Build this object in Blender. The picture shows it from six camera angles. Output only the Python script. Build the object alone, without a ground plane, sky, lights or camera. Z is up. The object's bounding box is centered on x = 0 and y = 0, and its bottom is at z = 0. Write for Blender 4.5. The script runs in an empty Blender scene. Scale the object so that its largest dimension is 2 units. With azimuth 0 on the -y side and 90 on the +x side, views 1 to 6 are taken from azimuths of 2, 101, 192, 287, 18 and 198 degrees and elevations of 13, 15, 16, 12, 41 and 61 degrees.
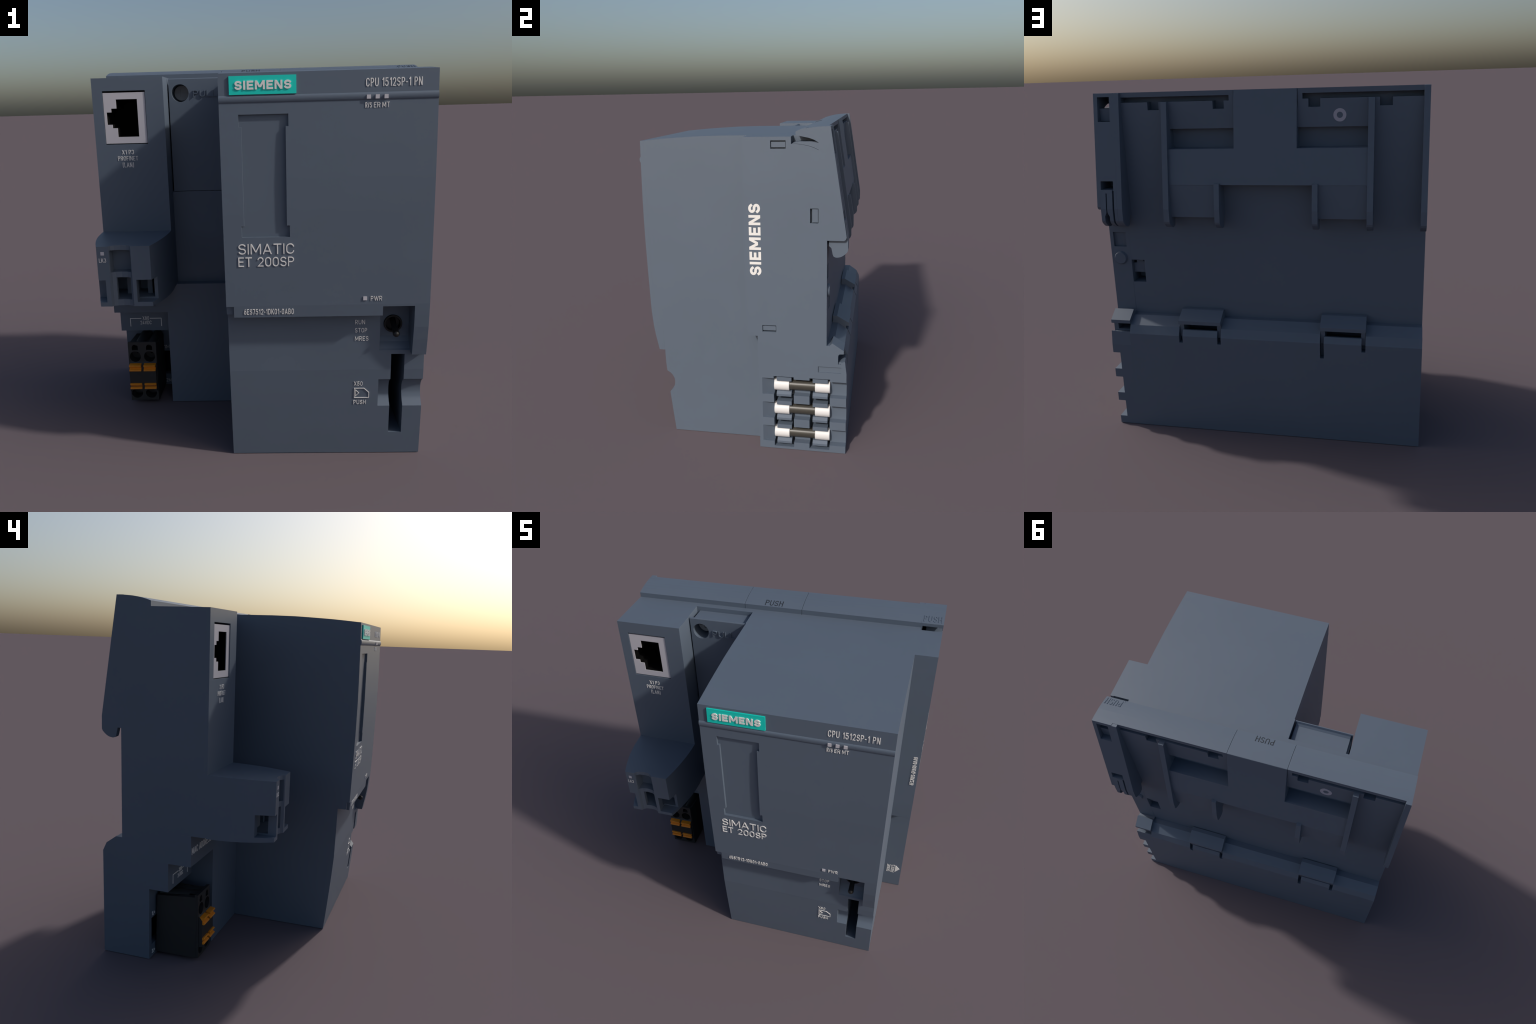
# Modular industrial controller on its rear carrier: boxes, y-z / x-y / x-z prisms and boolean cuts.
import bpy, bmesh, math
from mathutils import Vector, Matrix

# ------------------------------------------------------------------ materials
def material(name, colour, rough=0.5, metallic=0.0, spec=0.5, grain=0.03, bump=0.0):
    m = bpy.data.materials.new(name)
    m.use_nodes = True
    nt = m.node_tree
    b = nt.nodes["Principled BSDF"]
    tc = nt.nodes.new("ShaderNodeTexCoord")
    n1 = nt.nodes.new("ShaderNodeTexNoise")
    n1.inputs["Scale"].default_value = 3.0
    n1.inputs["Detail"].default_value = 3.0
    nt.links.new(tc.outputs["Object"], n1.inputs["Vector"])
    ramp = nt.nodes.new("ShaderNodeValToRGB")
    ramp.color_ramp.elements[0].position = 0.3
    ramp.color_ramp.elements[1].position = 0.7
    ramp.color_ramp.elements[0].color = [c * (1 - grain) for c in colour] + [1]
    ramp.color_ramp.elements[1].color = [min(1, c * (1 + grain)) for c in colour] + [1]
    nt.links.new(n1.outputs["Fac"], ramp.inputs["Fac"])
    nt.links.new(ramp.outputs["Color"], b.inputs["Base Color"])
    b.inputs["Roughness"].default_value = rough
    b.inputs["Metallic"].default_value = metallic
    b.inputs["Specular IOR Level"].default_value = spec
    if bump:
        n2 = nt.nodes.new("ShaderNodeTexNoise")
        n2.inputs["Scale"].default_value = 180.0
        nt.links.new(tc.outputs["Object"], n2.inputs["Vector"])
        bp = nt.nodes.new("ShaderNodeBump")
        bp.inputs["Strength"].default_value = bump
        bp.inputs["Distance"].default_value = 0.001
        nt.links.new(n2.outputs["Fac"], bp.inputs["Height"])
        nt.links.new(bp.outputs["Normal"], b.inputs["Normal"])
    return m

BODY = material("slate_plastic", (0.104, 0.133, 0.177), 0.5, bump=0.05, grain=0.02)
COVERM = material("slate_plastic_cover", (0.104, 0.133, 0.177), 0.5, bump=0.05, grain=0.02)
WHITE = material("white_print", (0.80, 0.78, 0.76), 0.6)
TEAL = material("teal_plate", (0.003, 0.63, 0.53), 0.5)
SHIELD = material("pale_shield", (0.56, 0.54, 0.58), 0.4)
BLACK = material("black_plastic", (0.006, 0.006, 0.006), 0.5)
VOID = material("black_lining", (0.007, 0.007, 0.007), 0.9, spec=0.0)
CONN = material("connector_plastic", (0.020, 0.021, 0.022), 0.55)
ORANGE = material("orange_plastic", (0.72, 0.24, 0.01), 0.45)
CAPM = material("fuse_cap_white", (0.75, 0.74, 0.74), 0.45)
GLASS = material("fuse_body_grey", (0.055, 0.052, 0.045), 0.35)
METAL = material("ring_metal", (0.42, 0.40, 0.46), 0.4, metallic=0.0)
STEEL = material("screw_steel", (0.30, 0.30, 0.31), 0.45)
ENGRAVE_SHADE = material("engraving_shade", (0.02, 0.024, 0.03), 0.6)  # shade of the engraved cap word, put into the colour

# ------------------------------------------------------------------ helpers
COL = bpy.context.scene.collection

def root_empty():
    o = bpy.data.objects.new("industrial_controller", None)
    COL.objects.link(o)
    o["label"] = "slate grey modular industrial controller with teal badge, network socket"
    o["category"] = "industrial controller"
    return o

ROOT = root_empty()

def mesh_obj(name, bm, mat, parent=ROOT):
    bmesh.ops.recalc_face_normals(bm, faces=bm.faces)
    me = bpy.data.meshes.new(name)
    bm.to_mesh(me)
    bm.free()
    o = bpy.data.objects.new(name, me)
    COL.objects.link(o)
    if mat:
        me.materials.append(mat)
    if parent:
        o.parent = parent
    return o

def prism_bm(poly, a0, a1, axis, bm=None):
    """extrude a closed 2D polygon along an axis. axis x: poly=(y,z); y: (x,z); z: (x,y)"""
    bm = bm or bmesh.new()
    def pt(p, a):
        return {"x": (a, p[0], p[1]), "y": (p[0], a, p[1]), "z": (p[0], p[1], a)}[axis]
    v0 = [bm.verts.new(pt(p, a0)) for p in poly]
    v1 = [bm.verts.new(pt(p, a1)) for p in poly]
    n = len(poly)
    bm.faces.new(v0)
    bm.faces.new(v1[::-1])
    for i in range(n):
        bm.faces.new((v0[i], v1[i], v1[(i + 1) % n], v0[(i + 1) % n]))
    return bm

def prism(name, poly, a0, a1, axis, mat=BODY, parent=ROOT):
    return mesh_obj(name, prism_bm(poly, a0, a1, axis), mat, parent)

def box(name, x, y, z, mat=BODY, parent=ROOT):
    return prism(name, [(y[0], z[0]), (y[1], z[0]), (y[1], z[1]), (y[0], z[1])], x[0], x[1], "x", mat, parent)

def arc(cx, cy, r, a0, a1, n, ry=None):
    ry = ry or r
    return [(cx + r * math.cos(math.radians(a0 + (a1 - a0) * i / n)),
             cy + ry * math.sin(math.radians(a0 + (a1 - a0) * i / n))) for i in range(n + 1)]

def circle(cx, cy, r, n=40):
    return arc(cx, cy, r, 0, 360, n)[:-1]

def cbox(x, y, z):
    return box("cutter", x, y, z, None, None)

def cprism(poly, a0, a1, axis):
    return prism("cutter", poly, a0, a1, axis, None, None)

def boolean(o, tools, op="DIFFERENCE", tool_mats=None):
    """apply exact booleans one after another, deleting the tools"""
    for t in tools:
        md = o.modifiers.new("b", "BOOLEAN")
        md.operation = op
        md.solver = "EXACT"
        md.object = t
        dg = bpy.context.evaluated_depsgraph_get()
        me = bpy.data.meshes.new_from_object(o.evaluated_get(dg))
        o.modifiers.remove(md)
        old = o.data
        o.data = me
        me.name = o.name
        bpy.data.meshes.remove(old)
        tm = t.data
        bpy.data.objects.remove(t)
        bpy.data.meshes.remove(tm)
    return o

def cut(o, *tools):
    return boolean(o, tools)

def join_in(o, *tools):
    return boolean(o, tools, "UNION")

def smooth(o, deg=35):
    for p in o.data.polygons:
        p.use_smooth = True
    o.data.set_sharp_from_angle(angle=math.radians(deg))
    return o

def revolve(name, prof, centre, axis, mat, parent=ROOT, n=40, deg=35):
    """prof: list of (radius, along-axis offset)"""
    bm = bmesh.new()
    ax = Vector(axis).normalized()
    u = ax.orthogonal().normalized()
    w = ax.cross(u)
    c = Vector(centre)
    rings = []
    for r, h in prof:
        if r < 1e-6:
            rings.append([bm.verts.new(c + ax * h)])
        else:
            rings.append([bm.verts.new(c + ax * h + (u * math.cos(2 * math.pi * i / n) + w * math.sin(2 * math.pi * i / n)) * r) for i in range(n)])
    for a, b in zip(rings, rings[1:]):
        if len(a) == 1 and len(b) == 1:
            continue
        for i in range(n):
            j = (i + 1) % n
            if len(a) == 1:
                bm.faces.new((a[0], b[i], b[j]))
            elif len(b) == 1:
                bm.faces.new((a[i], b[0], a[j]))
            else:
                bm.faces.new((a[i], b[i], b[j], a[j]))
    if len(rings[0]) > 1:
        bm.faces.new(rings[0])
    if len(rings[-1]) > 1:
        bm.faces.new(rings[-1])
    return smooth(mesh_obj(name, bm, mat, parent), deg)

# ------------------------------------------------------------------ technical stroke lettering
def el(cx, cy, rx, ry, a0, a1, n=14):
    return [(cx + rx * math.cos(math.radians(a0 + (a1 - a0) * i / n)), cy + ry * math.sin(math.radians(a0 + (a1 - a0) * i / n))) for i in range(n + 1)]

OVAL = ("c", el(.5, .68, .5, .32, 0, 180) + el(.5, .32, .5, .32, 180, 360))
BOWL = [(0, 0), (0, 1), (.5, 1)] + el(.5, .735, .5, .265, 80, -80) + [(.5, .47), (.06, .47)]
# glyph: (width / cap height, strokes). p = open path, c = closed path, d = straight diagonal cut level at its ends
GLYPHS = {
    "A": (.66, [("d", (0, 0), (.5, 1)), ("d", (1, 0), (.5, 1)), ("p", [(.24, .27), (.76, .27)])]),
    "B": (.56, [("p", [(.06, .53), (.5, .53)] + el(.46, .765, .44, .235, -80, 80) + [(.45, 1), (0, 1), (0, 0), (.5, 0)] + el(.5, .265, .5, .265, -80, 80) + [(.5, .53)])]),
    "C": (.58, [("p", el(.5, .68, .5, .32, 15, 180) + el(.5, .32, .5, .32, 180, 345))]),
    "D": (.58, [("c", [(0, 0), (0, 1)] + el(.42, .66, .58, .34, 90, 0) + el(.42, .34, .58, .34, 0, -90))]),
    "E": (.50, [("p", [(1, 1), (0, 1), (0, 0), (1, 0)]), ("p", [(.1, .51), (.88, .51)])]),
    "F": (.48, [("p", [(1, 1), (0, 1), (0, 0)]), ("p", [(.1, .5), (.88, .5)])]),
    "H": (.58, [("p", [(0, 0), (0, 1)]), ("p", [(1, 0), (1, 1)]), ("p", [(.1, .51), (.9, .51)])]),
    "I": (0, [("p", [(0, 0), (0, 1)])]),
    "K": (.60, [("p", [(0, 0), (0, 1)]), ("d", (.04, .34), (1, 1)), ("d", (1, 0), (.36, .62))]),
    "L": (.48, [("p", [(0, 1), (0, 0), (1, 0)])]),
    "M": (.76, [("p", [(0, 0), (0, 1)]), ("p", [(1, 0), (1, 1)]), ("d", (.5, .16), (.02, 1)), ("d", (.5, .16), (.98, 1))]),
    "N": (.60, [("p", [(0, 0), (0, 1)]), ("p", [(1, 0), (1, 1)]), ("d", (.98, 0), (.02, 1))]),
    "O": (.60, [OVAL]), "0": (.54, [OVAL]),
    "P": (.54, [("p", BOWL)]),
    "R": (.57, [("p", BOWL), ("d", (.98, 0), (.48, .5))]),
    "S": (.55, [("p", el(.5, .75, .48, .25, 22, 262, 20) + el(.5, .255, .5, .255, 82, -158, 20))]),
    "T": (.58, [("p", [(0, 1), (1, 1)]), ("p", [(.5, 0), (.5, .93)])]),
    "U": (.58, [("p", [(0, 1)] + el(.5, .33, .5, .33, 180, 360) + [(1, 1)])]),
    "V": (.62, [("d", (.5, 0), (0, 1)), ("d", (.5, 0), (1, 1))]),
    "W": (.92, [("d", (.25, 0), (0, 1)), ("d", (.25, 0), (.5, 1)), ("d", (.75, 0), (.5, 1)), ("d", (.75, 0), (1, 1))]),
    "X": (.60, [("d", (0, 0), (1, 1)), ("d", (1, 0), (0, 1))]),
    "1": (.34, [("p", [(1, 0), (1, 1)]), ("d", (.05, .74), (.9, 1))]),
    "2": (.54, [("p", el(.5, .70, .5, .30, 165, -25) + [(0.02, 0), (1, 0)])]),
    "3": (.54, [("p", el(.48, .755, .46, .245, 155, -75) + el(.48, .265, .52, .265, 75, -155))]),
    "4": (.56, [("p", [(.74, 0), (.74, .5)]), ("d", (0, .24), (.62, 1)), ("p", [(.02, .22), (1, .22)])]),
    "5": (.54, [("p", [(.9, 1), (.12, 1), (.06, .56)] + el(.46, .32, .54, .32, 118, -155))]),
    "6": (.54, [("c", el(.5, .32, .5, .32, 0, 360, 24)[:-1]), ("d", (.03, .40), (.62, 1))]),
    "7": (.52, [("p", [(0, 1), (1, 1)]), ("d", (.32, 0), (.98, .95))]),
    "8": (.54, [("c", el(.5, .765, .45, .235, 0, 360, 20)[:-1]), ("c", el(.5, .265, .5, .265, 0, 360, 20)[:-1])]),
    "9": (.54, [("c", el(.5, .68, .5, .32, 0, 360, 24)[:-1]), ("d", (.38, 0), (.97, .60))]),
    "-": (.30, [("p", [(0, .42), (1, .42)])]),
    "+": (.46, [("p", [(0, .42), (1, .42)]), ("p", [(.5, .16), (.5, .68)])]),
    "/": (.42, [("d", (0, 0), (1, 1))]),
    "(": (.26, [("p", el(1.1, .46, 1.1, .72, 130, 230))]),
    ")": (.26, [("p", el(-.1, .46, 1.1, .72, 50, -50))]),
    " ": (.22, []),
}

def outline(path, t, closed):
    """offset a centre line by half the stroke to both sides, square caps on open ends"""
    pts = [Vector(p) for p in path]
    if not closed:
        pts[0] = pts[0] + (pts[0] - pts[1]).normalized() * t / 2
        pts[-1] = pts[-1] + (pts[-1] - pts[-2]).normalized() * t / 2
    n = len(pts)
    left, right = [], []
    for i in range(n):
        a = pts[i - 1] if (closed or i > 0) else None
        c = pts[(i + 1) % n] if (closed or i < n - 1) else None
        d1 = (pts[i] - a).normalized() if a is not None else None
        d2 = (c - pts[i]).normalized() if c is not None else None
        d1 = d1 or d2
        d2 = d2 or d1
        n1, n2 = Vector((-d1.y, d1.x)), Vector((-d2.y, d2.x))
        m = (n1 + n2)
        m = m.normalized() if m.length > 1e-4 else n1
        k = t / 2 / max(0.6, m.dot(n1))
        left.append(pts[i] + m * k)
        right.append(pts[i] - m * k)
    return left, right

def lettering(s, origin, u, v, w, h, thick=0.003, sink=0.002, weight=0.10, mat=WHITE, parent=ROOT, name="lettering", gap=0.17):
    """stroke lettering fitted to a w x h box with its lower-left corner at origin; `thick` proud of the surface"""
    t = weight * h
    nat = sum(GLYPHS[c][0] for c in s) * h
    nstem = sum(1 for c in s if c == "I")
    gaps = gap * h * (len(s) - 1)
    k = (w - nstem * t) / (nat + gaps)
    u, v = Vector(u).normalized(), Vector(v).normalized()
    nrm = u.cross(v)
    o3 = Vector(origin)
    bm = bmesh.new()
    pen = 0.0
    for c in s:
        gw, strokes = GLYPHS[c]
        gw = t if c == "I" else gw * h * k
        for idx, st in enumerate(strokes):
            lift = thick + 0.00012 * idx
            def place(q):
                return Vector((pen + t / 2 + q[0] * (gw - t), t / 2 + q[1] * (h - t)))
            def vert(p, d):
                return bm.verts.new(o3 + u * p.x + v * min(max(p.y, -0.15 * h), 1.15 * h) + nrm * d)
            if st[0] == "d":
                a, b = place(st[1]), place(st[2])
                if st[1][1] == 0: a.y = 0
                if st[2][1] == 1: b.y = h
                dd = b - a
                hw = t / 2 * dd.length / max(abs(dd.y), 1e-5)
                hw = min(hw, t * 0.95)
                quad = [a + Vector((-hw, 0)), a + Vector((hw, 0)), b + Vector((hw, 0)), b + Vector((-hw, 0))]
                f = [vert(p, lift) for p in quad]
                r = [vert(p, -sink) for p in quad]
                bm.faces.new(f); bm.faces.new(r[::-1])
                for i in range(4):
                    bm.faces.new((f[i], f[(i + 1) % 4], r[(i + 1) % 4], r[i]))
            else:
                closed = st[0] == "c"
                L, R = outline([place(q) for q in st[1]], t, closed)
                lf, rf = [vert(p, lift) for p in L], [vert(p, lift) for p in R]
                lb, rb = [vert(p, -sink) for p in L], [vert(p, -sink) for p in R]
                n = len(L)
                for i in range(n if closed else n - 1):
                    j = (i + 1) % n
                    bm.faces.new((lf[i], lf[j], rf[j], rf[i]))
                    bm.faces.new((lb[i], lb[j], rb[j], rb[i]))
                    bm.faces.new((lf[i], lf[j], lb[j], lb[i]))
                    bm.faces.new((rf[i], rf[j], rb[j], rb[i]))
                if not closed:
                    for e in (0, n - 1):
                        bm.faces.new((lf[e], rf[e], rb[e], lb[e]))
        pen += gw + gap * h * k
    return mesh_obj(name, bm, mat, parent)

def interp(tab, t):
    """tab sorted by descending first value"""
    for (a, fa), (b, fb) in zip(tab, tab[1:]):
        if b <= t <= a:
            return fb + (fa - fb) * (t - b) / (a - b)
    return tab[0][1] if t > tab[0][0] else tab[-1][1]

# key planes -----------------------------------------------------------------
XL, XR = -0.914, 0.913          # outer sides
XA = -0.525                     # right side of the port block
XC0, XC1 = -0.171, 0.7928        # controller body
YB = 0.511                      # flat back plane
YS = 0.155                      # plane where front modules meet the carrier
ZT = 1.945                      # top deck

# ------------------------------------------------------------------ rear carrier
cap_top = [(0.334, ZT), (0.334, 1.973), (0.360, 1.981), (0.384, 1.987), (0.411, 1.992),
           (0.439, 1.996), (0.466, 1.998), (0.493, 1.9995)]
carrier_profile = ([(0.097, 0), (0.6325, 0), (0.6325, 0.611), (0.610, 0.659), (0.55, 0.702), (YB, 0.702), (YB, 2.0)]
                   + cap_top[::-1] + [(YS, ZT), (YS, 0.760), (0.097, 0.760)])
carrier = prism("rear_carrier", carrier_profile, XL, XC1, "x")

def slope(z, y0):               # inclined rear plane of the rail claws
    return y0 + 0.157 * (2.0 - z)

claw = [(0.6270, 1.370), (0.6275, 1.300), (0.622, 1.288), (0.612, 1.278), (0.600, 1.268), (0.587, 1.261),
        (0.573, 1.257), (0.559, 1.256), (0.545, 1.262), (0.540, 1.275), (0.532, 1.312), (YB - 0.02, 1.312)]
def claw_rib(x0, x1, ztop):
    return cprism([(YB - 0.02, ztop), (0.5290 + 0.1555 * (2.0 - ztop), ztop)] + claw, x0, x1, "x")

def plate(x0, x1, z0, z1):
    return cprism([(YB - 0.03, z0), (slope(z0, 0.512), z0), (slope(z1, 0.512), z1), (YB - 0.03, z1)], x0, x1, "x")

join_in(carrier,
        claw_rib(XL, -0.883, 2.0), claw_rib(-0.638, -0.606, 1.947), claw_rib(-0.347, -0.317, 1.51),
        claw_rib(0.194, 0.223, 1.51), claw_rib(0.485, 0.517, 1.947), claw_rib(0.762, 0.7915, 1.9985),
        plate(-0.232, 0.112, 1.502, 1.9985), plate(-0.607, 0.486, 1.502, 1.694),
        cbox((-0.607, -0.346), (YB - 0.03, 0.588), (1.320, 1.503)),
        cbox((0.222, 0.486), (YB - 0.03, 0.588), (1.320, 1.503)))
window = [(0.62, 1.694), (0.466, 1.694), (0.464, 1.800), (0.62, 1.800)]
# windows, slots and notches in the upper rear panel
cut(carrier,
    cprism(window, 0.1125, 0.4845, "x"), cprism(window, -0.6055, -0.2325, "x"),
    cbox((0.139, 0.761), (0.455, 0.56), (1.946, 1.974)), cbox((-0.8825, -0.260), (0.455, 0.56), (1.946, 1.974)),
    cbox((0.168, 0.231), (0.455, 0.53), (1.903, 1.95)), cbox((0.540, 0.605), (0.455, 0.53), (1.903, 1.95)),
    cbox((-0.354, -0.291), (0.455, 0.53), (1.903, 1.95)), cbox((-0.727, -0.662), (0.455, 0.53), (1.903, 1.95)),
    # seams of the push key
    cbox((-0.2345, -0.2325), (0.326, 0.56), (1.90, 2.02)), cbox((0.1115, 0.1135), (0.326, 0.56), (1.90, 2.02)),
    # rear pocket
    cbox((0.710, 0.791), (0.40, 0.56), (0.899, 1.037)),
    # deck notch above the pull cover
    cbox((XA - 0.001, XC0 - 0.003), (YS - 0.02, 0.293), (1.306, 2.0)))
# stepped niche for the supply plug
cut(carrier, cbox((XL - 0.05, -0.590), (0.05, 0.230), (-0.05, 0.586)), cbox((XL - 0.05, -0.590), (0.05, 0.345), (-0.05, 0.422)))

# rail latches: wedge, posts and guide slots
def latch(x0, x1, long_slot):
    cut(carrier, cbox((x0 + 0.004, x1 - 0.004), (0.512, 0.70), (0.646, 0.78)), cbox((x0 + 0.004, x1 - 0.004), (0.45, 0.604), (0.59, 0.69)))
    for a, b, zz in ((x0, x0 + 0.022, 0.57), (x1 - 0.022, x1, 0.52 if long_slot else 0.57)):
        cut(carrier, cbox((a, b), (0.585, 0.70), (zz, 0.68)))
    w = prism("rail_latch", [(0.515, 0.748), (0.543, 0.748), (0.622, 0.703), (0.622, 0.682), (0.535, 0.682), (0.515, 0.700)], x0, x1, "x")
    join_in(w, cbox((x0 + 0.002, x0 + 0.026), (0.50, 0.603), (0.60, 0.69)), cbox((x1 - 0.026, x1 - 0.002), (0.50, 0.603), (0.60, 0.69)))
    return w
latch(0.229, 0.484, False)
latch(-0.607, -0.352, True)

# earthing eyelet
ring = revolve("eyelet", [(0.034, -0.003), (0.034, 0.0015), (0.016, 0.0015), (0.016, -0.003)], (-0.4565, YB, 1.8595), (0, 1, 0), METAL)
revolve("eyelet_core", [(0.0155, -0.003), (0.0155, -0.0005), (0.0, 0.0008)], (-0.4565, YB, 1.8595), (0, 1, 0), BODY, ring)

# pocket latch piece
pocket = prism("pocket_catch", [(0.770, 1.036), (0.770, 1.012), (0.790, 1.010), (0.7905, 0.953), (0.7105, 0.953), (0.7105, 1.0), (0.735, 1.036)], 0.42, 0.485, "y")

# push key lettering: dark colour stands in for shade inside engraved strokes
def cap_frame(x0, y0, y1):
    prof = [(y, z) for y, z in cap_top]
    def zz(y):
        for (a, za), (b, zb) in zip(prof[1:], prof[2:]):
            if a <= y <= b:
                return za + (zb - za) * (y - a) / (b - a)
        return 1.9995
    p0 = Vector((x0, y0, zz(y0)))
    p1 = Vector((x0, y1, zz(y1)))
    return p0, p1 - p0

p0, pv = cap_frame(-0.113, 0.342, 0.384)
lettering("PUSH", p0, (1, 0, 0), pv, 0.106, pv.length, thick=0.0012, weight=0.10, mat=ENGRAVE_SHADE, parent=carrier)

# ------------------------------------------------------------------ pull cover (small lid beside the socket block)
XI0, XI1 = -0.518, -0.178
lid_prof = [(YS, 1.3085), (YS, 1.936), (0.159, 1.9405), (0.163, 1.9405), (0.170, 1.930), (0.182, 1.922), (0.30, 1.919), (0.30, 1.3085)]
lid = prism("pull_lid", lid_prof, XI0, XI1, "x")
cut(lid, cbox((XI1 - 0.008, XI1 + 0.1), (0.166, 0.4), (1.90, 2.0)), cbox((XI0 - 0.1, XI0 + 0.012), (0.166, 0.4), (1.90, 2.0)),
    cprism(circle(-0.4545, 1.860, 0.0485), 0.1, 0.262, "y"))
screw = revolve("screw", [(0.0435, 0.0), (0.0435, 0.019), (0.0415, 0.021), (0.0, 0.021)], (-0.456, 0.255, 1.8620), (0, -1, 0), STEEL, lid)
cut(screw, cbox((-0.498, -0.418), (0.21, 0.240), (1.8595, 1.8645)), cbox((-0.464, -0.448), (0.21, 0.2405), (1.8405, 1.8835)))
lettering("PULL", (-0.380, YS, 1.838), (1, 0, 0), (0, 0, 1), 0.135, 0.036, thick=0.008, mat=BODY, parent=lid)
# wall below the lid lies in the carrier's front plane; dark seam from the gap
cut(carrier, cbox((XA + 0.002, XC0 - 0.003), (YS - 0.02, YS + 0.12), (1.3055, 1.3085)))

# ------------------------------------------------------------------ network port block with plug head
port = box("port_block", (XL, XA), (0.010, YS), (0.7602, ZT))
YH = -0.346
def side_curve(n=14):
    left = []
    for i in range(n + 1):
        t = i / n
        y = 0.012 + (YH - 0.012) * t
        left.append((XL + 0.058 * t ** 2.3, y))
    right = []
    for i in range(n + 1):
        t = i / n
        y = 0.012 + (YH - 0.012) * t
        right.append((XA - 0.055 * t ** 2, y))
    return left, right
lc, rc = side_curve()
# finger groove (shallow vertical trough) in the front
groove = [(-0.680, YH), (-0.690, YH + 0.014), (-0.706, YH + 0.022), (-0.738, YH + 0.027), (-0.770, YH + 0.022), (-0.787, YH + 0.014), (-0.797, YH)]
plan = lc + groove[::-1] + rc[::-1]
head = prism("plug_head", plan, 0.755, 1.105, "z")
# top slope and arched underside
cut(head,
    cprism([(0.1, 1.1015), (0.0, 1.1015), (-0.2, 1.097), (-0.4, 1.090), (-0.4, 1.2), (0.1, 1.2)], -1.0, -0.4, "x"),
    cprism([(0.1, 0.70), (0.1, 0.757), (0.0, 0.757), (-0.1, 0.758), (-0.2, 0.761), (-0.3, 0.766), (-0.4, 0.772), (-0.4, 0.70)], -1.0, -0.4, "x"))
# recessed grip panel and cavity behind the three lower windows
cut(head,
    cbox((-0.7925, -0.684), (YH - 0.05, YH + 0.075), (0.951, 1.068)),
    cbox((-0.93, -0.821), (YH - 0.05, -0.245), (0.791, 0.912)),
    cbox((-0.660, -0.50), (YH - 0.05, -0.281), (0.791, 0.912)),
    cbox((-0.768, -0.692), (YH - 0.05, -0.12), (0.800, 0.921)),
    cbox((-0.835, -0.580), (-0.30, -0.12), (0.800, 0.911)))
for x0, x1 in ((-0.742, -0.690), (-0.630, -0.605)):
    box("cavity_block", (x0, x1), (-0.215, -0.11), (0.79, 0.915), BODY, head)
box("status_light", (-0.836, -0.818), (YH - 0.002, YH + 0.004), (1.046, 1.064), SHIELD, head)
lettering("LK3", (-0.847, YH, 1.008), (1, 0, 0), (0, 0, 1), 0.037, 0.022, thick=0.002, parent=head)

# socket: niche, pale shield with stepped opening
cut(port, cbox((-0.858, -0.624), (-0.05, 0.05), (1.591, 1.877)))
jack = [(-0.787, 1.832), (-0.671, 1.832), (-0.671, 1.631), (-0.787, 1.631), (-0.787, 1.679), (-0.814, 1.679), (-0.814, 1.698),
        (-0.842, 1.698), (-0.842, 1.764), (-0.816, 1.764), (-0.816, 1.784), (-0.787, 1.784)]
shield = box("socket_shield", (-0.856, -0.627), (0.014, 0.210), (1.596, 1.8675), SHIELD, port)
cut(port, cbox((-0.857, -0.625), (0.02, 0.2), (1.5925, 1.8755)))
cut(carrier, cbox((-0.857, -0.625), (0.1, 0.22), (1.5925, 1.8755)))
cut(shield, cprism(jack, -0.05, 0.202, "y"))
lining = prism("socket_lining", [(x, z) for x, z in jack], 0.018, 0.200, "y", VOID, port)
cx, cz = -0.745, 1.73
inner = cprism([(-0.7868 + 0.0012, 1.8308), (-0.6722, 1.8308), (-0.6722, 1.6322), (-0.7858, 1.6322), (-0.7858, 1.6802), (-0.8128, 1.6802),
                (-0.8128, 1.6992), (-0.8408, 1.6992), (-0.8408, 1.7628), (-0.8148, 1.7628), (-0.8148, 1.7828), (-0.7858, 1.7828)], -0.05, 0.190, "y")
cut(lining, inner)
for s, x, w, z, h in (("X1 P3", -0.772, 0.065, 1.536, 0.0235), ("PROFINET", -0.797, 0.112, 1.502, 0.0235), ("(LAN)", -0.773, 0.062, 1.465, 0.0265)):
    lettering(s, (x, 0.010, z), (1, 0, 0), (0, 0, 1), w, h, thick=0.002, parent=port)

# labels on the stepped niche
lettering("MAC ADDRESS", (-0.902, 0.097, 0.652), (1, 0, 0), (0, 0, 1), 0.275, 0.038, thick=0.002, parent=carrier)
lettering("X80", (-0.775, 0.230, 0.492), (1, 0, 0), (0, 0, 1), 0.040, 0.0235, thick=0.002, parent=carrier)
lettering("24VDC", (-0.791, 0.230, 0.4625), (1, 0, 0), (0, 0, 1), 0.070, 0.0235, thick=0.002, parent=carrier)
for x0, x1, z0, z1 in ((-0.855, -0.784, 0.500, 0.504), (-0.729, -0.656, 0.500, 0.504), (-0.855, -0.851, 0.450, 0.5), (-0.660, -0.656, 0.450, 0.5)):
    box("bracket_line", (x0, x1), (0.228, 0.232), (z0, z1), WHITE, carrier)
for s, x, z in (("1L+", -0.882, 0.250), ("1M", -0.674, 0.254), ("2L+", -0.882, 0.020), ("2M", -0.674, 0.018)):
    lettering(s, (x, 0.345, z), (1, 0, 0), (0, 0, 1), 0.036, 0.0235, thick=0.002, parent=carrier)

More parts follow.
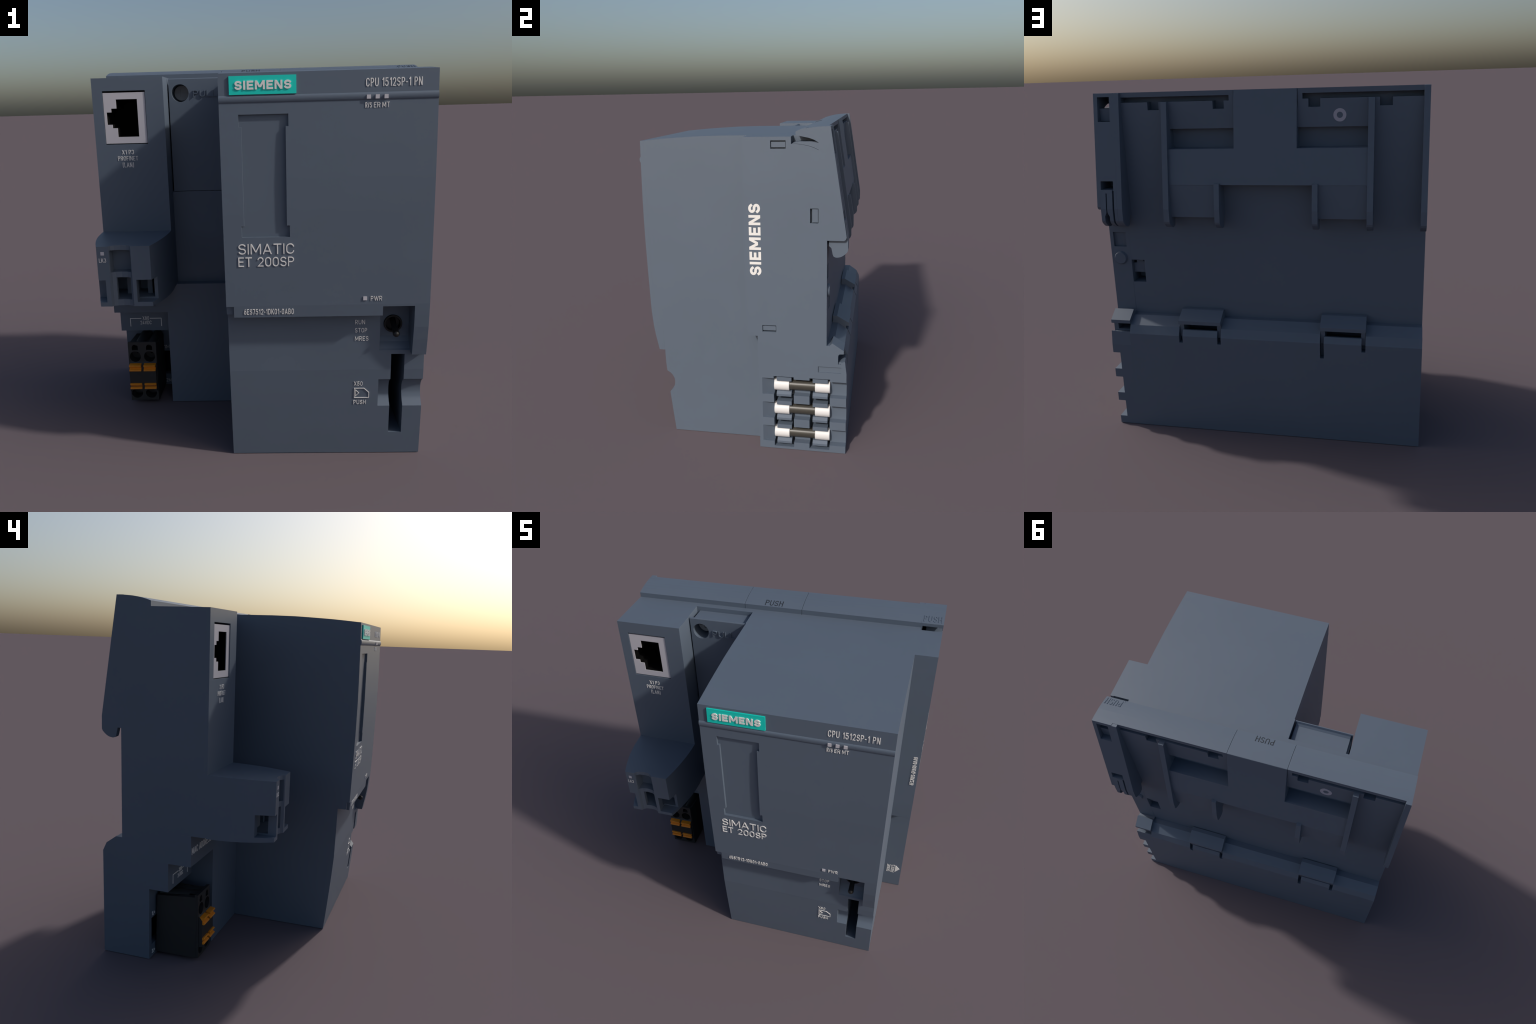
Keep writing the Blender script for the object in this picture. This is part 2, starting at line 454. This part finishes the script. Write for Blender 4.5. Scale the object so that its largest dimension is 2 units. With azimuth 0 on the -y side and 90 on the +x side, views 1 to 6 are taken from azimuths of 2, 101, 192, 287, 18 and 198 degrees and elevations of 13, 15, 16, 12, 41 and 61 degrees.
# ------------------------------------------------------------------ supply plug
cut(carrier, cbox((-0.886, -0.625), (0.3, 0.40), (0.076, 0.237)))
box("plug_niche_lining", (-0.8855, -0.6255), (0.385, 0.398), (0.0765, 0.2365), VOID, carrier)
XP0, XP1 = -0.844, -0.671
plug = prism("supply_plug", [(0.090, 0.020), (0.338, 0.017), (0.330, 0.364), (0.245, 0.371), (0.090, 0.385)], XP0, XP1, "x", CONN)
join_in(plug, cprism([(0.076, 0.022), (0.10, 0.022), (0.10, 0.398), (0.081, 0.400), (0.078, 0.278)], XP0 + 0.001, XP1 - 0.001, "x"),
        cprism([(0.079, 0.088), (0.10, 0.088), (0.10, 0.285), (0.0785, 0.277), (0.056, 0.246), (0.054, 0.092)], XP0 + 0.005, XP1 - 0.005, "x"))
# the middle band stands forward of the face; rounded lead-ins on top
join_in(plug, *[cprism(arc(hx, 0.355, hr, 0, 180, 16, 0.037), 0.092, 0.327, "y") for hx, hr in ((-0.776, 0.0405), (-0.7040, 0.0312))])
for cx in (-0.802, -0.7145):
    cut(plug, cprism(circle(cx, 0.308, 0.034), 0.0, 0.145, "y"), cprism(circle(cx - 0.003, 0.070, 0.034), 0.0, 0.145, "y"),
        cprism([(cx - 0.0185, 0.349)] + [(cx + 0.0185, 0.349)] + arc(cx, 0.366, 0.0185, 0, 180, 12), 0.0, 0.15, "y"))
    for zc in (0.308, 0.070):
        box("plug_contact", (cx - 0.002, cx + 0.034), (0.125, 0.1445), (zc - 0.004, zc + 0.004), BLACK, plug)
# release levers
def lever(cx, zc, hh, flip):
    # two rounded fins with a groove between
    z0, z1 = zc - hh / 2, zc + hh / 2
    yb = 0.074 if not flip else 0.056
    prof = [(0.085, z0), (0.085, z1), (yb, z1 + (0.004 if not flip else 0)), (0.046, z1), (0.042, z1 - 0.003), (0.042, z1 - 0.007), (0.046, z1 - 0.010),
            (0.054, zc + 0.003), (0.055, zc - 0.004), (0.045, z0 + 0.010), (0.041, z0 + 0.006), (0.041, z0 + 0.003), (0.045, z0)]
    o = prism("release_lever", prof, cx - 0.036, cx + 0.036, "x", ORANGE, plug)
    return o
for cx in (-0.8005, -0.7125):
    lever(cx, 0.2445, 0.039, False)
    lever(cx - 0.001, 0.1265, 0.037, True)

# ------------------------------------------------------------------ controller body
top_curve = [(YS, ZT), (-0.085, ZT), (-0.226, 1.9425), (-0.30, 1.939), (-0.383, 1.9345), (-0.45, 1.9305), (-0.501, 1.9265), (-0.56, 1.9215), (-0.600, 1.9178)]
low_front = [(-0.505, 0.0), (-0.519, 0.14), (-0.531, 0.275), (-0.538, 0.36), (-0.543, 0.43), (-0.547, 0.484), (-0.550, 0.64), (-0.552, 0.802)]
body_prof = [(0.0965, 0.0), (0.0965, 0.7595), (YS, 0.7595), (YS, ZT)] + top_curve[1:] + [(-0.600, 0.802)] + low_front[::-1]
body = prism("controller_housing", body_prof, XC0, XC1, "x")

front = [(1.9165, -0.620), (1.8205, -0.6235)]
ridge = [(1.8195, -0.6255), (1.8165, -0.6280), (1.812, -0.6298), (1.806, -0.6305), (1.800, -0.6302), (1.794, -0.6288), (1.7895, -0.6265), (1.788, -0.6248)]
front += ridge + [(1.7870, -0.6247), (1.60, -0.6290), (1.456, -0.6310), (1.30, -0.6308), (1.188, -0.6290), (1.05, -0.6270), (0.92, -0.6240), (0.85, -0.6225), (0.791, -0.6185)]
cover_prof = [(y, z) for z, y in front] + [(-0.6001, 0.791), (-0.6001, 1.9178)]
cover = prism("front_cover", cover_prof, XC0, XC1, "x", COVERM)
side_front = [(0.791, -0.6185), (0.73, -0.613), (0.66, -0.602), (0.577, -0.586)]
join_in(cover, cprism([(y, z) for z, y in side_front] + [(-0.5493, 0.577), (-0.5502, 0.64), (-0.5521, 0.802), (-0.602, 0.802)], 0.724, XC1, "x"))
cut(cover,
    cbox((XC0 - 0.1, -0.135), (-0.70, -0.55), (0.70, 0.846)),
    cbox((0.573, 0.7235), (-0.70, -0.55), (0.70, 0.838)))
# step of the housing seen in the notch at the left
join_in(body, cbox((XC0 + 0.0001, -0.1345), (-0.604, -0.57), (0.803, 0.846)))
# label bay with a wider head and foot
bay = [(-0.086, 1.7385), (0.136, 1.7385), (0.136, 1.685), (0.1235, 1.685), (0.1235, 1.2375), (0.1365, 1.2375), (0.1365, 1.1835), (-0.0855, 1.1835), (-0.0855, 1.2365), (-0.074, 1.2365), (-0.074, 1.6845), (-0.086, 1.6845)]
cut(cover, cprism(bay, -0.70, -0.6135, "y"))

def yf(z):
    return interp(front, z)
def yl(z):
    return interp([(b, a) for a, b in low_front][::-1], z)

# switch pocket, card slot and thumb groove
cut(body,
    cprism([(-0.70, 0.586), (-0.549, 0.586), (-0.540, 0.592), (-0.515, 0.620), (-0.502, 0.645), (-0.497, 0.68), (-0.497, 0.838), (-0.70, 0.838)], 0.573, 0.7238, "x"))
cut(body, cprism(circle(0.645, 0.708, 0.0455), -0.60, -0.42, "y"))
mid = (0.277 + 0.428) / 2
gp0 = [(-0.60, 0.277), (-0.532, 0.277), (-0.508, 0.306), (-0.499, 0.325), (-0.4945, 0.345), (-0.4950, 0.368), (-0.5015, 0.388), (-0.513, 0.406), (-0.526, 0.418), (-0.543, 0.429), (-0.60, 0.429)]
def smooth_path(p, n=5):
    """Catmull-Rom through the inner points"""
    out = []
    for i in range(1, len(p) - 2):
        a, b, c, d = (Vector(q) for q in p[i - 1:i + 3])
        for j in range(n):
            t = j / n
            out.append(tuple(0.5 * ((2 * b) + (c - a) * t + (2 * a - 5 * b + 4 * c - d) * t ** 2 + (3 * b - a - 3 * c + d) * t ** 3)))
    return out + [tuple(p[-2])]
inner_gp = gp0[1:-1]
gp = [gp0[0]] + smooth_path([inner_gp[0]] + inner_gp + [inner_gp[-1]]) + [gp0[-1]]
cut(body, cprism(gp, 0.572, 0.80, "x"))
cut(body, cprism([(-0.70, 0.122), (-0.10, 0.122), (-0.10, 0.566), (-0.70, 0.566)], 0.6315, 0.6975, "x"))
box("slot_lining", (0.632, 0.697), (-0.14, -0.101), (0.1225, 0.5655), VOID, body)

# badge
badge = prism("badge", [(yf(1.9035) - 0.007, 1.9035), (yf(1.824) - 0.007, 1.824), (-0.61, 1.824), (-0.61, 1.9035)], -0.123, 0.1725, "x", TEAL, cover)
tilt = Vector((0, yf(1.9035) - yf(1.824), 1.9035 - 1.824)).normalized()
def front_text(s, x, w, z, h, thick=0.0022, weight=0.10, gap=0.17, parent=cover, lower=False, mat=WHITE, lift=0.0):
    f = yl if lower else yf
    v = Vector((0, f(z + h) - f(z), h))
    return lettering(s, (x, f(z) - lift, z), (1, 0, 0), v, w, h, thick=thick, weight=weight, gap=gap, parent=parent, mat=mat)
front_text("SIEMENS", -0.0975, 0.248, 1.8445, 0.038, thick=0.004, lift=0.0068, weight=0.225, gap=0.12)
front_text("CPU 1512SP-1 PN", 0.476, 0.244, 1.8445, 0.036)
for x in (0.479, 0.517, 0.5555):
    box("status_light", (x, x + 0.0175), (yf(1.80) - 0.004, -0.615), (1.793, 1.8105), SHIELD, cover)
for s, x, w in (("R/S", 0.474, 0.028), ("ER", 0.511, 0.028), ("MT", 0.548, 0.032)):
    front_text(s, x, w, 1.755, 0.023)
front_text("SIMATIC", -0.104, 0.259, 1.104, 0.049, thick=0.003, weight=0.098, gap=0.14)
front_text("ET 200SP", -0.106, 0.260, 1.0445, 0.045, thick=0.003, weight=0.10, gap=0.14)
front_text("6ES7512-1DK01-0AB0", -0.0875, 0.2375, 0.806, 0.0275)
box("status_light", (0.478, 0.496), (yf(0.88) - 0.0035, -0.615), (0.871, 0.889), SHIELD, cover)
front_text("PWR", 0.5135, 0.053, 0.8675, 0.0225)
for s, w, z in (("RUN", 0.048, 0.725), ("STOP", 0.059, 0.6825), ("MRES", 0.066, 0.639)):
    front_text(s, 0.451, w, z, 0.0225, lower=True, parent=body)
front_text("X50", 0.450, 0.043, 0.395, 0.0225, lower=True, parent=body)
front_text("PUSH", 0.449, 0.063, 0.2895, 0.023, lower=True, parent=body)

def line_loop(pts, t, parent):
    """closed raised outline following the lower front, built as mitred quads"""
    n = len(pts)
    bm = bmesh.new()
    outer, inner_ = [], []
    for i in range(n):
        a, b, c = Vector(pts[i - 1]), Vector(pts[i]), Vector(pts[(i + 1) % n])
        d1, d2 = (b - a).normalized(), (c - b).normalized()
        n1, n2 = Vector((-d1.y, d1.x)), Vector((-d2.y, d2.x))
        m = (n1 + n2).normalized()
        k = t / max(0.3, m.dot(n1))
        outer.append(b)
        inner_.append(b + m * k)
    def v3(p, d):
        return bm.verts.new((p.x, yl(p.y) + d, p.y))
    of, inf = [v3(p, -0.003) for p in outer], [v3(p, -0.003) for p in inner_]
    ob, ib = [v3(p, 0.002) for p in outer], [v3(p, 0.002) for p in inner_]
    for i in range(n):
        j = (i + 1) % n
        for q in ((of[i], of[j], inf[j], inf[i]), (ob[i], ob[j], ib[j], ib[i]), (of[i], of[j], ob[j], ob[i]), (inf[i], inf[j], ib[j], ib[i])):
            bm.faces.new(q)
    return mesh_obj("card_symbol", bm, WHITE, parent)
line_loop([(0.4515, 0.3255), (0.527, 0.3255), (0.527, 0.357), (0.5015, 0.3815), (0.4515, 0.3815)], 0.003, body)
line_loop([(0.4575, 0.334), (0.4775, 0.354), (0.4575, 0.373)], 0.0025, body)

# toggle switch
sw = revolve("mode_switch", [(0.0453, -0.07), (0.0453, 0.006), (0.044, 0.008), (0.037, 0.008), (0.035, 0.004), (0.035, -0.018), (0.0, -0.02)], (0.645, -0.4975, 0.708), (0, -1, 0), BLACK, body)
lv0, lv1 = Vector((0.645, -0.48, 0.727)), Vector((0.6465, -0.580, 0.684))
dirv = (lv1 - lv0).normalized()
L = (lv1 - lv0).length
revolve("switch_lever", [(0.014, 0.0), (0.014, L * 0.6)] + [(0.0165 * math.cos(math.radians(a)), L + 0.0165 * math.sin(math.radians(a))) for a in range(-20, 90, 10)] + [(0.0, L + 0.0165)], lv0, dirv, BLACK, sw)

# ------------------------------------------------------------------ end module at the right
XE = XC1
end_prof = [(0.094, 0.0), (0.6325, 0.0), (0.6328, 0.536), (0.6225, 0.620), (0.581, 0.605), (0.581, 0.649), (0.584, 0.660), (0.591, 0.666), (0.6145, 0.667), (0.6145, 0.6875),
            (0.545, 0.734), (0.531, 0.716), (0.512, 0.716), (YB, 1.361), (0.607, 1.361), (0.616, 1.367), (0.622, 1.380),
            (0.5265, 2.0), (0.493, 1.9995), (0.439, 1.9962), (0.384, 1.987), (0.36, 1.981), (0.336, 1.975), (0.334, 1.9725), (0.334, ZT), (0.034, ZT), (0.0300, 1.84), (0.0278, 1.70), (0.0262, 1.52), (0.0258, 1.35), (0.0262, 1.18), (0.0278, 1.0), (0.0300, 0.86),
            (0.034, 0.757), (0.094, 0.757)]
endm = prism("end_module", end_prof, XE, XR, "x")
# side windows with their inner catches
for y0, y1, z0, z1, ia in ((0.192, 0.278, 1.879, 1.925, (0.196, 0.275, 1.887, 1.917)), (0.414, 0.461, 1.460, 1.545, (0.425, 0.458, 1.464, 1.541)),
                           (0.125, 0.209, 0.786, 0.829, (0.128, 0.206, 0.795, 0.823))):
    cut(endm, cbox((0.885, 1.0), (y0, y1), (z0, z1)))
    box("side_catch", (0.88, 0.908), ia[0:2], ia[2:4], BODY, endm)
cut(endm, cbox((0.905, 1.0), (0.461, 0.60), (0.541, 0.579)), cbox((0.90, 1.0), (0.581, 0.60), (0.60, 0.64)))
# release arm slot under the cap
arc_slot = [(0.308, 1.9055), (0.340, 1.905), (0.371, 1.901), (0.408, 1.893), (0.435, 1.884), (0.461, 1.871), (0.461, 1.913), (0.435, 1.928), (0.408, 1.938), (0.359, 1.948), (0.328, 1.953), (0.308, 1.9455)]
cut(endm, cprism(arc_slot, 0.82, 1.0, "x"))
cut(endm, cprism([(0.308, 1.9055), (0.371, 1.901), (0.408, 1.893), (0.461, 1.871), (0.461, 1.913), (0.408, 1.938), (0.359, 1.948), (0.328, 1.957), (0.308, 1.957)], 0.80, 0.89, "x"),
    cbox((0.795, 0.892), (0.305, 0.332), (1.912, 1.960)))
prism("release_arm", [(0.312, 1.906), (0.340, 1.9062), (0.371, 1.9022), (0.408, 1.8945), (0.435, 1.8855), (0.4605, 1.8725), (0.4605, 1.911), (0.42, 1.9165), (0.36, 1.9185), (0.320, 1.912)], 0.822, 0.909, "x", BODY, endm)
# opening in the sloped rear
cut(endm, cbox((0.818, 0.890), (0.40, 0.60), (1.847, 1.980)), cbox((0.813, 0.888), (0.48, 0.70), (1.473, 1.523)))
box("rear_catch", (0.820, 0.8885), (0.39, 0.515), (1.849, 1.918), BODY, endm)
# spring claw below: fork with a teardrop slit, and the strip beside it
cut(endm, cbox((0.8105, 0.8185), (0.53, 0.70), (1.30, 1.47)))
fork = prism("spring_claw", [(0.520, 1.475), (slope(1.475, 0.530), 1.475)] + [(a + 0.002, b) for a, b in claw[:-1]] + [(0.520, 1.325)], 0.8185, 0.890, "x", BODY, endm)
cut(endm, cbox((0.8185, 0.8895), (0.54, 0.70), (1.30, 1.474)))
cut(fork, cbox((0.8515, 0.858), (0.5, 0.7), (1.33, 1.456)),
    cprism([(0.8548, 1.365), (0.8500, 1.345), (0.8400, 1.325), (0.8395, 1.20), (0.870, 1.20), (0.8695, 1.325), (0.8595, 1.345)], 0.5, 0.7, "y"))
side_claw = prism("spring_claw", [(0.52, 1.9985), (slope(1.9985, 0.527), 1.9985)] + claw[:-1] + [(0.520, 1.325)], 0.792, 0.8095, "x", BODY, endm)
cut(endm, cbox((0.79, 0.810), (0.525, 0.70), (1.30, 1.47)))
# hollow under the rail hook
cut(endm, cbox((XE - 0.01, 0.886), (0.50, 0.70), (0.618, 0.664)))
# shallow panels and a dowel on the flat back strip
cut(endm, cbox((0.8135, 0.892), (0.494, 0.60), (1.117, 1.206)))
revolve("dowel", [(0.040, -0.005), (0.040, 0.004), (0.034, 0.014), (0.0, 0.015)], (0.855, YB, 1.048), (0, 1, 0), BODY, endm)

# spare fuse bay: three troughs cut into the side
pitch = 0.1625
for i in range(3):
    zt, zb = 0.482 - i * pitch, 0.374 - i * pitch
    cut(endm, prism("cutter", [(1.0, 0.114), (XR + 0.001, 0.114), (0.868, 0.190), (0.868, 0.70), (1.0, 0.70)], zb, zt, "z", None, None))
for y0, y1 in ((0.188, 0.312), (0.409, 0.534)):
    cut(endm, cbox((0.805, 1.0), (y0, y1), (0.016, 0.497)))
for i in range(3):
    zc = 0.428 - i * pitch
    for y0, y1 in ((0.205, 0.297), (0.428, 0.520)):
        box("fuse_clip", (0.82, 0.905), (y0, y1), (zc + 0.036, zc + 0.062), BODY, endm)
        prism("fuse_clip", [(0.82, zc - 0.064), (0.912, zc - 0.064), (0.912, zc - 0.050), (0.896, zc - 0.036), (0.82, zc - 0.036)], y0, y1, "y", BODY, endm)
    fz = zc - 0.001
    f = revolve("fuse", [(0.033, 0.0), (0.033, 0.18)], (0.868, 0.270, fz), (0, 1, 0), GLASS, endm)
    for a, b in ((0.188, 0.282), (0.442, 0.533)):
        revolve("fuse_cap", [(0.037, 0.0), (0.0395, 0.003), (0.0395, b - a - 0.002), (0.038, b - a)], (0.868, a, fz), (0, 1, 0), CAPM, f)

# lettering on the end module
lettering("SIEMENS", (XR, 0.126, 1.141), (0, 0, 1), (0, -1, 0), 0.427, 0.069, thick=0.0006, parent=endm, weight=0.225, gap=0.12)
def ye(z):
    return 0.0262
v = Vector((0, ye(1.0) - ye(1.2), -0.2)).normalized()
lettering("6ES7193-6PA00-0AA0", (0.897, ye(1.05), 1.05), -v, (-1, 0, 0), 0.222, 0.0245, thick=0.002, parent=endm)
lettering("SPARE", (0.835, 0.094, 0.132), (0, 0, 1), (-1, 0, 0), 0.078, 0.0235, thick=0.002, parent=endm)
lettering("FUSES", (0.865, 0.094, 0.132), (0, 0, 1), (-1, 0, 0), 0.078, 0.0235, thick=0.002, parent=endm)
prism("arrow_mark", [(0.870, 0.137), (0.8705, 0.210), (0.901, 0.176)], 0.092, 0.096, "y", WHITE, endm)
p0, pv = cap_frame(0.803, 0.345, 0.392)
lettering("PUSH", p0, (1, 0, 0), pv, 0.100, pv.length, thick=0.0025, mat=BODY, parent=endm, weight=0.10)

bpy.context.view_layer.update()
